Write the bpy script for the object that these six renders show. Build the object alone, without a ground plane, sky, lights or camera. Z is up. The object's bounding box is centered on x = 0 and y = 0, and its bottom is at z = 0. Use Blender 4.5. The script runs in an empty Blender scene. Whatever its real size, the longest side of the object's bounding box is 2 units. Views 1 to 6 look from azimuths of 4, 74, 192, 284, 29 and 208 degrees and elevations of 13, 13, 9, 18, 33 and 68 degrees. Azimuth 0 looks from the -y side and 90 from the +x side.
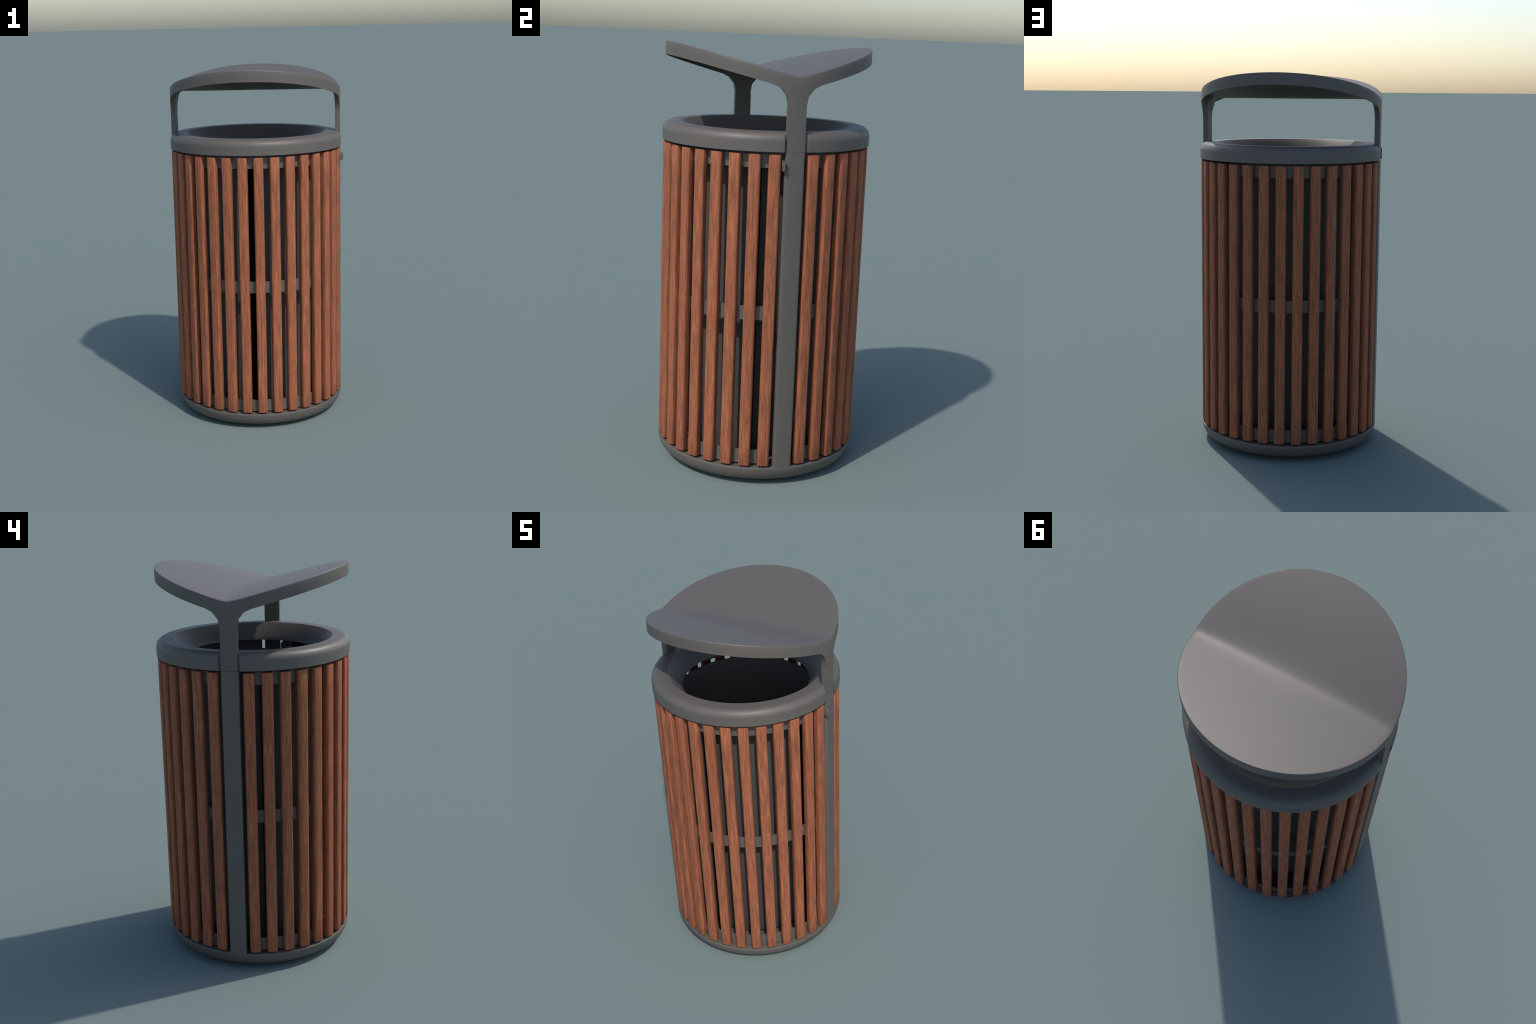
# Round litter bin: slatted timber drum, grey coated steel collar, folded butterfly canopy on two legs.
import bpy, bmesh, math
from math import sin, cos, pi, radians, sqrt, hypot

CX = -0.0065                # the drum's axis (the latch sticks out on +x)

# ------------------------------------------------------------------ materials
def new_mat(name):
    m = bpy.data.materials.new(name)
    m.use_nodes = True
    nt = m.node_tree
    b = nt.nodes["Principled BSDF"]
    return m, nt, b

def coated_metal(name, col, rough, grain=0.015, metallic=0.0, spec=0.5):
    m, nt, b = new_mat(name)
    N, L = nt.nodes, nt.links
    tc = N.new("ShaderNodeTexCoord")
    no = N.new("ShaderNodeTexNoise")
    no.inputs["Scale"].default_value = 9.0
    no.inputs["Detail"].default_value = 4.0
    L.new(tc.outputs["Object"], no.inputs["Vector"])
    ramp = N.new("ShaderNodeValToRGB")
    ramp.color_ramp.elements[0].position = 0.3
    ramp.color_ramp.elements[1].position = 0.7
    ramp.color_ramp.elements[0].color = [c * (1 - grain) for c in col] + [1]
    ramp.color_ramp.elements[1].color = [c * (1 + grain) for c in col] + [1]
    L.new(no.outputs["Fac"], ramp.inputs["Fac"])
    L.new(ramp.outputs["Color"], b.inputs["Base Color"])
    fine = N.new("ShaderNodeTexNoise")
    fine.inputs["Scale"].default_value = 420.0
    fine.inputs["Detail"].default_value = 2.0
    L.new(tc.outputs["Object"], fine.inputs["Vector"])
    bump = N.new("ShaderNodeBump")
    bump.inputs["Strength"].default_value = 0.02
    bump.inputs["Distance"].default_value = 0.001
    L.new(fine.outputs["Fac"], bump.inputs["Height"])
    L.new(bump.outputs["Normal"], b.inputs["Normal"])
    b.inputs["Roughness"].default_value = rough
    b.inputs["Metallic"].default_value = metallic
    b.inputs["Specular IOR Level"].default_value = spec
    return m

def timber():
    m, nt, b = new_mat("oiled_timber")
    N, L = nt.nodes, nt.links
    tc = N.new("ShaderNodeTexCoord")
    oi = N.new("ShaderNodeObjectInfo")
    mul = N.new("ShaderNodeVectorMath"); mul.operation = "MULTIPLY_ADD"
    comb = N.new("ShaderNodeCombineXYZ")
    for i, k in enumerate((3.7, 5.3, 11.0)):
        mm = N.new("ShaderNodeMath"); mm.operation = "MULTIPLY"
        mm.inputs[1].default_value = k
        L.new(oi.outputs["Random"], mm.inputs[0])
        L.new(mm.outputs[0], comb.inputs[i])
    add = N.new("ShaderNodeVectorMath"); add.operation = "ADD"
    L.new(tc.outputs["Object"], add.inputs[0])
    L.new(comb.outputs[0], add.inputs[1])

    def noise(scale_xyz, detail, rough=0.55, dist=0.0):
        mp = N.new("ShaderNodeMapping")
        mp.inputs["Scale"].default_value = scale_xyz
        L.new(add.outputs[0], mp.inputs["Vector"])
        n = N.new("ShaderNodeTexNoise")
        n.inputs["Scale"].default_value = 1.0
        n.inputs["Detail"].default_value = detail
        n.inputs["Roughness"].default_value = rough
        n.inputs["Distortion"].default_value = dist
        L.new(mp.outputs[0], n.inputs["Vector"])
        return n.outputs["Fac"]

    # light and dark streaks drawn out along the grain
    tone = N.new("ShaderNodeValToRGB")
    e = tone.color_ramp.elements
    e[0].position, e[0].color = 0.30, (0.190, 0.070, 0.042, 1)
    e[1].position, e[1].color = 0.72, (0.470, 0.160, 0.074, 1)
    k = tone.color_ramp.elements.new(0.5); k.color = (0.315, 0.104, 0.052, 1)
    L.new(noise((140, 140, 8.0), 4.0, 0.60, 0.3), tone.inputs["Fac"])
    # patches that lean to pink or to olive brown
    hue = N.new("ShaderNodeValToRGB")
    h = hue.color_ramp.elements
    h[0].position, h[0].color = 0.34, (0.93, 1.02, 0.97, 1)
    h[1].position, h[1].color = 0.68, (1.05, 0.97, 1.02, 1)
    L.new(noise((55, 55, 15.0), 2.0, 0.5), hue.inputs["Fac"])
    # dark pores: short thin dashes
    pore = N.new("ShaderNodeMapRange")
    pore.inputs[1].default_value, pore.inputs[2].default_value = 0.55, 0.72
    pore.inputs[3].default_value, pore.inputs[4].default_value = 0.0, 0.62
    L.new(noise((200, 200, 14.0), 3.0, 0.6), pore.inputs[0])
    mixd = N.new("ShaderNodeMix"); mixd.data_type = "RGBA"; mixd.blend_type = "MULTIPLY"
    mixd.inputs["Factor"].default_value = 1.0
    L.new(tone.outputs["Color"], mixd.inputs["A"])
    L.new(hue.outputs["Color"], mixd.inputs["B"])
    mixp = N.new("ShaderNodeMix"); mixp.data_type = "RGBA"
    L.new(pore.outputs[0], mixp.inputs["Factor"])
    L.new(mixd.outputs["Result"], mixp.inputs["A"])
    mixp.inputs["B"].default_value = (0.105, 0.042, 0.028, 1)
    L.new(mixp.outputs["Result"], b.inputs["Base Color"])
    bump = N.new("ShaderNodeBump")
    bump.inputs["Strength"].default_value = 0.15
    bump.inputs["Distance"].default_value = 0.001
    bump.invert = True
    L.new(pore.outputs[0], bump.inputs["Height"])
    L.new(bump.outputs["Normal"], b.inputs["Normal"])
    b.inputs["Roughness"].default_value = 0.62
    b.inputs["Specular IOR Level"].default_value = 0.2
    return m

GREY = (0.112, 0.099, 0.088)
M_STEEL = coated_metal("grey_coated_steel", GREY, 0.50)
M_LINER = coated_metal("dark_liner_steel", (0.088, 0.081, 0.074), 0.6)
M_BLACK = coated_metal("near_black", (0.002, 0.002, 0.002), 0.9, spec=0.05)
M_WOOD = timber()

# ------------------------------------------------------------------ helpers
root = bpy.data.objects.new("litter_bin", None)
bpy.context.scene.collection.objects.link(root)
root.location = (CX, 0, 0)
root["label"] = "round timber slat litter bin with folded grey metal canopy"
root["category"] = "litter bin"

def add_object(name, mesh, parent=root, mat=None):
    o = bpy.data.objects.new(name, mesh)
    bpy.context.scene.collection.objects.link(o)
    o.parent = parent
    if mat and not mesh.materials:
        mesh.materials.append(mat)
    return o

def mesh_from(name, verts, faces):
    me = bpy.data.meshes.new(name)
    me.from_pydata(verts, [], faces)
    me.validate()
    return me

def recalc(me, angle=35):
    bm = bmesh.new(); bm.from_mesh(me)
    bmesh.ops.remove_doubles(bm, verts=bm.verts, dist=1e-6)
    bmesh.ops.recalc_face_normals(bm, faces=bm.faces)
    for f in bm.faces: f.smooth = True
    for e in bm.edges:
        e.smooth = not (len(e.link_faces) == 2 and e.calc_face_angle(0) > radians(angle))
    bm.to_mesh(me); bm.free()
    return me

def polar(az, r, z):        # azimuth 0 on -y, 90 on +x
    return (r * sin(az), -r * cos(az), z)

def lathe(name, profile, n=160, closed=True, a0=0.0, a1=360.0, angle=35):
    """Turn a closed (r, z) outline about the axis, all round or over an arc with capped ends."""
    full = abs(a1 - a0 - 360) < 1e-6
    cols = n if full else n + 1
    verts, faces, p = [], [], len(profile)
    for i in range(cols):
        a = radians(a0 + (a1 - a0) * i / n)
        verts += [polar(a, max(r, 0.0), z) for r, z in profile]
    for i in range(n):
        j = (i + 1) % cols
        for k in range(p if closed else p - 1):
            l = (k + 1) % p
            faces.append((i * p + k, j * p + k, j * p + l, i * p + l))
    if not full:
        faces.append(tuple(range(p)))
        faces.append(tuple((cols - 1) * p + k for k in reversed(range(p))))
    return recalc(mesh_from(name, verts, faces), angle)

def arc(cr, cz, rad, d0, d1, n):
    return [(cr + rad * cos(radians(d0 + (d1 - d0) * i / n)), cz + rad * sin(radians(d0 + (d1 - d0) * i / n))) for i in range(n + 1)]

def box(name, x0, x1, y0, y1, z0, z1, bevel=0.0):
    v = [(x, y, z) for x in (x0, x1) for y in (y0, y1) for z in (z0, z1)]
    f = [(0, 1, 3, 2), (4, 6, 7, 5), (0, 4, 5, 1), (2, 3, 7, 6), (0, 2, 6, 4), (1, 5, 7, 3)]
    me = mesh_from(name, v, f)
    if bevel:
        bm = bmesh.new(); bm.from_mesh(me)
        bmesh.ops.bevel(bm, geom=bm.edges[:], offset=bevel, segments=2, affect='EDGES', profile=0.5)
        bm.to_mesh(me); bm.free()
    return recalc(me)

# ------------------------------------------------------------------ base
R_BASE = 0.4868
base_profile = [(0.0, 0.0195), (0.438, 0.0195)]
base_profile += [(0.451, 0.0225), (0.4630, 0.0300), (0.4725, 0.0410), (0.4795, 0.0540), (0.4840, 0.0680), (0.4862, 0.0800)]
base_profile += [(R_BASE, 0.0865), (0.4858, 0.0898), (0.4830, 0.0912), (0.4785, 0.0912), (0.4775, 0.0880),
                 (0.4755, 0.0880), (0.4745, 0.0908), (0.0, 0.0908)]
add_object("base", lathe("base", base_profile, 192), mat=M_STEEL)
add_object("foot", lathe("foot", [(0, 0), (0.26, 0), (0.26, 0.0190), (0, 0.0190)], 96), mat=M_STEEL)

# ------------------------------------------------------------------ collar with two notches for the legs
R_RING = 0.4900
ring_profile = [(0.331, 1.5525), (R_RING - 0.002, 1.5525), (R_RING, 1.5545)]
ring_profile += arc(R_RING - 0.038, 1.599, 0.038, 0, 90, 10)
ring_profile += [(0.430, 1.6372), (0.412, 1.6368)] + arc(0.4045, 1.6318, 0.005, 90, 135, 4)
ring_profile += [(0.3860, 1.6202), (0.3715, 1.6050), (0.3560, 1.5870), (0.3420, 1.5685)]
ring = add_object("collar", lathe("collar", ring_profile, 192), mat=M_STEEL)

def cut_notches(obj):
    cutters = []
    for s in (-1, 1):
        x = sorted((s * 0.4735, s * 0.60))
        c = add_object("notch_cutter", box("notch_cutter", x[0], x[1], -0.0520, 0.0520, 1.50, 1.75))
        md = obj.modifiers.new("notch", "BOOLEAN"); md.operation = "DIFFERENCE"; md.object = c; md.solver = "EXACT"
        cutters.append(c)
    bv = obj.modifiers.new("edge", "BEVEL"); bv.width = 0.003; bv.segments = 2; bv.limit_method = "ANGLE"; bv.angle_limit = radians(50)
    bpy.context.view_layer.update()
    ev = obj.evaluated_get(bpy.context.evaluated_depsgraph_get())
    me = bpy.data.meshes.new_from_object(ev)
    obj.modifiers.clear()
    for c in cutters: bpy.data.objects.remove(c)
    old = obj.data
    obj.data = recalc(me, 38)
    obj.data.name = "collar"
    bpy.data.meshes.remove(old)
cut_notches(ring)

# ------------------------------------------------------------------ canopy and its legs, one casting
SLOPE, RC, R_IN, Z_LEG, Y_LEG = 0.2720, 0.481, 0.4545, 1.757, 0.0412
FLARE = [(Y_LEG, Z_LEG), (0.0490, 1.7940), (0.0762, 1.8254), (0.1085, 1.8410)]    # leg spreads into the lip
X_SCALE = 1.0058

def crease_width(x):
    return 0.016 + 0.024 * max(0.0, 1 - (x / 0.48) ** 2)
DOME = 0.0136                # each wing is slightly pillowed
def dome(x, y):
    q = max(0.0, 1 - (x * x + y * y) / (RC * RC))
    return DOME * q ** 0.9
def z_top(x, y):
    w = crease_width(x)
    return 1.8714 + SLOPE * (sqrt(y * y + w * w) - 0.20 * w) + dome(x, y)
def z_under(y):
    return 1.8700 + 0.285 * (sqrt(y * y + 0.0025) - 0.05)
def z_lip(y):
    y = abs(y)
    if y <= Y_LEG: return Z_LEG
    for (ya, za), (yb, zb) in zip(FLARE, FLARE[1:]):
        if y <= yb + 1e-9: return za + (zb - za) * (y - ya) / (yb - ya)
    return FLARE[-1][1] + 0.2645 * (y - FLARE[-1][0])

quarter = [0.0, 0.0135, 0.027] + [y for y, z in FLARE]
offs = [math.asin(y / RC) for y in quarter]                 # angle off the x axis
n_more = 26
offs += [offs[-1] + (pi / 2 - offs[-1]) * i / n_more for i in range(1, n_more + 1)]
ang = []                                                     # angles, anticlockwise from +x
ang += offs[:-1]
ang += [pi - o for o in reversed(offs)]
ang += [pi + o for o in offs[1:-1]]
ang += [2 * pi - o for o in reversed(offs)][:-1]
RINGS = [0.02, 0.05, 0.09, 0.14, 0.19, 0.24, 0.29, 0.34, 0.385, 0.425, 0.455, 0.4755]

verts, is_top = [], []
def put(r, a, z, top=False):
    verts.append((r * cos(a) * X_SCALE, r * sin(a), z)); is_top.append(top)
    return len(verts) - 1

columns = []
for a in ang:
    y_rim = RC * sin(a); ay = abs(y_rim)
    col = []
    for r in RINGS:
        col.append(put(r, a, z_top(r * cos(a), r * sin(a)), True))
    zt = z_top(RC * cos(a), y_rim)
    col.append(put(RC - 0.0028, a, zt - 0.0004))
    col.append(put(RC - 0.0008, a, zt - 0.0018))
    col.append(put(RC, a, zt - 0.0045))
    zb = z_lip(y_rim)
    for f in (0.35, 0.7): col.append(put(RC, a, (zt - 0.0045) * (1 - f) + zb * f))
    col.append(put(RC, a, zb))                               # foot of the lip, outside
    outer_end = len(col) - 1
    w = max(0.0, min(1.0, (0.125 - ay) / 0.06)); w = w * w * (3 - 2 * w)
    r_in = R_IN * w + 0.4755 * (1 - w)                       # thin lip, thick at the legs
    sy = sin(a)
    col.append(put(r_in, a, zb))                             # foot of the lip, inside
    zu = z_under(r_in * sy)
    fil = [(0.4535, 1.8180), (0.4470, 1.8450), (0.4160, 1.8700)]
    flat = [(r_in, zu - 0.030), (r_in - 0.001, zu - 0.004), (r_in - 0.010, z_under((r_in - 0.010) * sy))]
    for (rf, zf), (rg, zg) in zip(fil, flat):
        r = rf * w + rg * (1 - w)
        z = (zf + (z_under(rf * sy) - 1.8700)) * w + zg * (1 - w)
        col.append(put(r, a, max(z, zb + 0.002)))
    for r in (0.40, 0.34, 0.26, 0.17, 0.08):
        col.append(put(r, a, z_under(r * sy)))
    columns.append(col)
c_top = len(verts); verts.append((0, 0, z_top(0, 0))); is_top.append(True)
c_bot = len(verts); verts.append((0, 0, z_under(0))); is_top.append(False)

faces, region = [], []
nc = len(columns); m = len(columns[0])
for i in range(nc):
    A, B = columns[i], columns[(i + 1) % nc]
    ya = abs(RC * sin(ang[i])); yb = abs(RC * sin(ang[(i + 1) % nc]))
    leg_zone = ya <= Y_LEG + 1e-6 and yb <= Y_LEG + 1e-6
    faces.append((c_top, A[0], B[0])); region.append(0)
    for k in range(m - 1):
        if leg_zone and k == outer_end: continue             # the leg continues here
        faces.append((A[k], A[k + 1], B[k + 1], B[k])); region.append(0)
    faces.append((c_bot, B[-1], A[-1])); region.append(0)

# straight legs down to the collar's lower edge
Z_SEAM = 1.5530
for side in (0, 1):
    a_mid = pi * side
    idx = [i for i in range(nc) if abs(RC * sin(ang[i])) <= Y_LEG + 1e-6 and (cos(ang[i]) > 0) == (side == 0)]
    idx.sort(key=lambda i: sin(ang[i]))
    prev_o = [columns[i][outer_end] for i in idx]; prev_i = [columns[i][outer_end + 1] for i in idx]
    for z in (1.735, 1.70, 1.62, Z_SEAM):
        squeeze = 0.988
        no, ni = [], []
        for i in idx:
            y = RC * sin(ang[i]) * squeeze
            s = 1 if side == 0 else -1
            verts.append((s * sqrt(0.4838 ** 2 - y * y), y, z)); no.append(len(verts) - 1); is_top.append(False)
            verts.append((s * (R_IN + 0.001), y, z)); ni.append(len(verts) - 1); is_top.append(False)
        for k in range(len(idx) - 1):
            faces.append((prev_o[k], no[k], no[k + 1], prev_o[k + 1])); region.append(1 + side)
            faces.append((prev_i[k], prev_i[k + 1], ni[k + 1], ni[k])); region.append(1 + side)
        for k in (0, -1):
            faces.append((prev_o[k], prev_i[k], ni[k], no[k])); region.append(1 + side)
        prev_o, prev_i = no, ni
    faces.append(tuple(prev_o + prev_i[::-1])); region.append(1 + side)

whole = mesh_from("canopy_whole", verts, faces)
bm = bmesh.new(); bm.from_mesh(whole)
lay = bm.faces.layers.int.new("region")
bm.faces.ensure_lookup_table()
for f, r in zip(bm.faces, region): f[lay] = r
bmesh.ops.recalc_face_normals(bm, faces=bm.faces)
for f in bm.faces: f.smooth = True
for e in bm.edges:
    e.smooth = not (len(e.link_faces) == 2 and e.calc_face_angle(0) > radians(42))
bm.to_mesh(whole); bm.free()
whole.update()
loop_normals = [tuple(cn.vector) for cn in whole.corner_normals]

reg = [d.value for d in whole.attributes["region"].data]
def split_out(name, which):
    vmap, vs, fs, ns = {}, [], [], []
    for p in whole.polygons:
        if reg[p.index] != which: continue
        f = []
        for li in p.loop_indices:
            v = whole.loops[li].vertex_index
            if v not in vmap:
                vmap[v] = len(vs); vs.append(tuple(whole.vertices[v].co))
            f.append(vmap[v])
            ns.append(loop_normals[li])
        fs.append(f)
    me = bpy.data.meshes.new(name)
    me.from_pydata(vs, [], fs)
    me.polygons.foreach_set("use_smooth", [True] * len(fs))
    me.normals_split_custom_set(ns)
    me.update()
    return add_object(name, me, mat=M_STEEL)

canopy = split_out("canopy", 0)
for which in (1, 2):
    split_out("canopy_leg", which)
bpy.data.meshes.remove(whole)

# ------------------------------------------------------------------ lower posts
def post_mesh():
    half, r_out, x_in = 0.0426, 0.4852, 0.4570
    edge = sqrt(r_out ** 2 - half ** 2)
    prof = [(x_in, -half), (edge - 0.004, -half), (edge - 0.0012, -half + 0.0012)]
    n = 8
    for i in range(n + 1):
        y = (-half + 0.004) + (2 * half - 0.008) * i / n
        prof.append((sqrt(r_out ** 2 - y * y), y))
    prof += [(edge - 0.0012, half - 0.0012), (edge - 0.004, half), (x_in, half)]
    z0, z1 = 0.0900, 1.5520
    p = len(prof)
    v = [(x, y, z) for z in (z0, z1 - 0.001) for x, y in prof] + [(x - 0.001 if x > 0.47 else x, y * 0.99, z1) for x, y in prof]
    f = []
    for s in range(2):
        for k in range(p):
            l = (k + 1) % p
            f.append((s * p + k, s * p + l, (s + 1) * p + l, (s + 1) * p + k))
    f.append(tuple(range(p))); f.append(tuple(2 * p + k for k in range(p)))
    return recalc(mesh_from("post", v, f), 30)
pm = post_mesh()
for side in (0, 1):
    o = add_object("post", pm, mat=M_STEEL)
    o.rotation_euler = (0, 0, pi * side)

# ------------------------------------------------------------------ support bands, slats, latch
def band_profile(z0, z1):
    return [(0.4450, z0), (0.4515, z0), (0.4515, z1), (0.4450, z1)]
BANDS = ((0.1003, 0.1668), (0.7912, 0.8555), (1.4800, 1.5405))

def band_mesh(name, a0, a1):
    vs, fs = [], []
    for z0, z1 in BANDS:
        me = lathe("tmp_band", band_profile(z0, z1), 72, True, a0, a1)
        k = len(vs)
        vs += [tuple(v.co) for v in me.vertices]
        fs += [tuple(k + i for i in p.vertices) for p in me.polygons]
        bpy.data.meshes.remove(me)
    return recalc(mesh_from(name, vs, fs))

door = add_object("door", band_mesh("door", -81.5, 81.5), mat=M_STEEL)
shell = add_object("casing", band_mesh("casing", 98.5, 261.5), mat=M_STEEL)

def slat_mesh():
    """Rounded batten; local x across, local -y outwards, z up from its foot."""
    hw, d, L = 0.0267, 0.0325, 1.4425
    def outline(inset):
        w, f, rr = hw - inset, d / 2 - inset, 0.0105
        rb = 0.004
        pts = []
        for cx, cy, r, a0 in ((w - rr, -f + rr, rr, -90), (w - rb, f - rb, rb, 0), (-w + rb, f - rb, rb, 90), (-w + rr, -f + rr, rr, 180)):
            n = 6 if r == rr else 3
            for i in range(n + 1):
                t = radians(a0 + 90 * i / n)
                pts.append((cx + r * cos(t), cy + r * sin(t)))
        # a slightly bowed outer face
        return [(x, y - 0.0012 * (1 - (x / hw) ** 2) if y < 0 else y) for x, y in pts]
    levels = [(0.0045, 0.0), (0.0013, 0.0012), (0.0, 0.0045)]
    rows = [(i, z) for i, z in levels] + [(0.0, L * k / 12) for k in range(1, 12)] + [(i, L - z) for i, z in reversed(levels)]
    v, f = [], []
    p = None
    for ins, z in rows:
        o = outline(ins); p = len(o)
        v += [(x, y, z) for x, y in o]
    for s in range(len(rows) - 1):
        for k in range(p):
            l = (k + 1) % p
            f.append((s * p + k, s * p + l, (s + 1) * p + l, (s + 1) * p + k))
    f.append(tuple(range(p))); f.append(tuple((len(rows) - 1) * p + k for k in range(p)))
    return recalc(mesh_from("slat", v, f), 40)

sm = slat_mesh(); sm.materials.append(M_WOOD)
PITCH = 180 / 17
R_SLAT = 0.4686
for half, parent in ((0, door), (1, shell)):
    for i in range(16):
        az = radians(-90 + PITCH * (i + 1) + 180 * half)
        o = bpy.data.objects.new("slat", sm)
        bpy.context.scene.collection.objects.link(o)
        o.parent = parent
        o.location = polar(az, R_SLAT, 0.0998)
        o.rotation_euler = (0, 0, az)

add_object("latch", box("latch", 0.4570, 0.4945 - CX, -0.0580, -0.0480, 1.4715, 1.5165, 0.0015), door, M_STEEL)

# ------------------------------------------------------------------ inner liner
liner_profile = [(0, 0.110), (0.340, 0.110), (0.348, 0.113), (0.3505, 0.119), (0.372, 1.4990), (0.3710, 1.5000),
                 (0.3670, 1.5000), (0.3660, 1.4990), (0.3445, 0.1200), (0, 0.1200)]
liner = add_object("liner", lathe("liner", liner_profile, 128), mat=M_LINER)
# upright bars behind three of the door's slats
for a0, a1 in ((-3.4, 3.4), (65.5, 72.6), (-72.6, -65.5)):
    add_object("door_bar", lathe("door_bar", [(0.4210, 0.1030), (0.4260, 0.1030), (0.4260, 1.5350), (0.4210, 1.5350)], 6, True, a0, a1), door, M_BLACK)
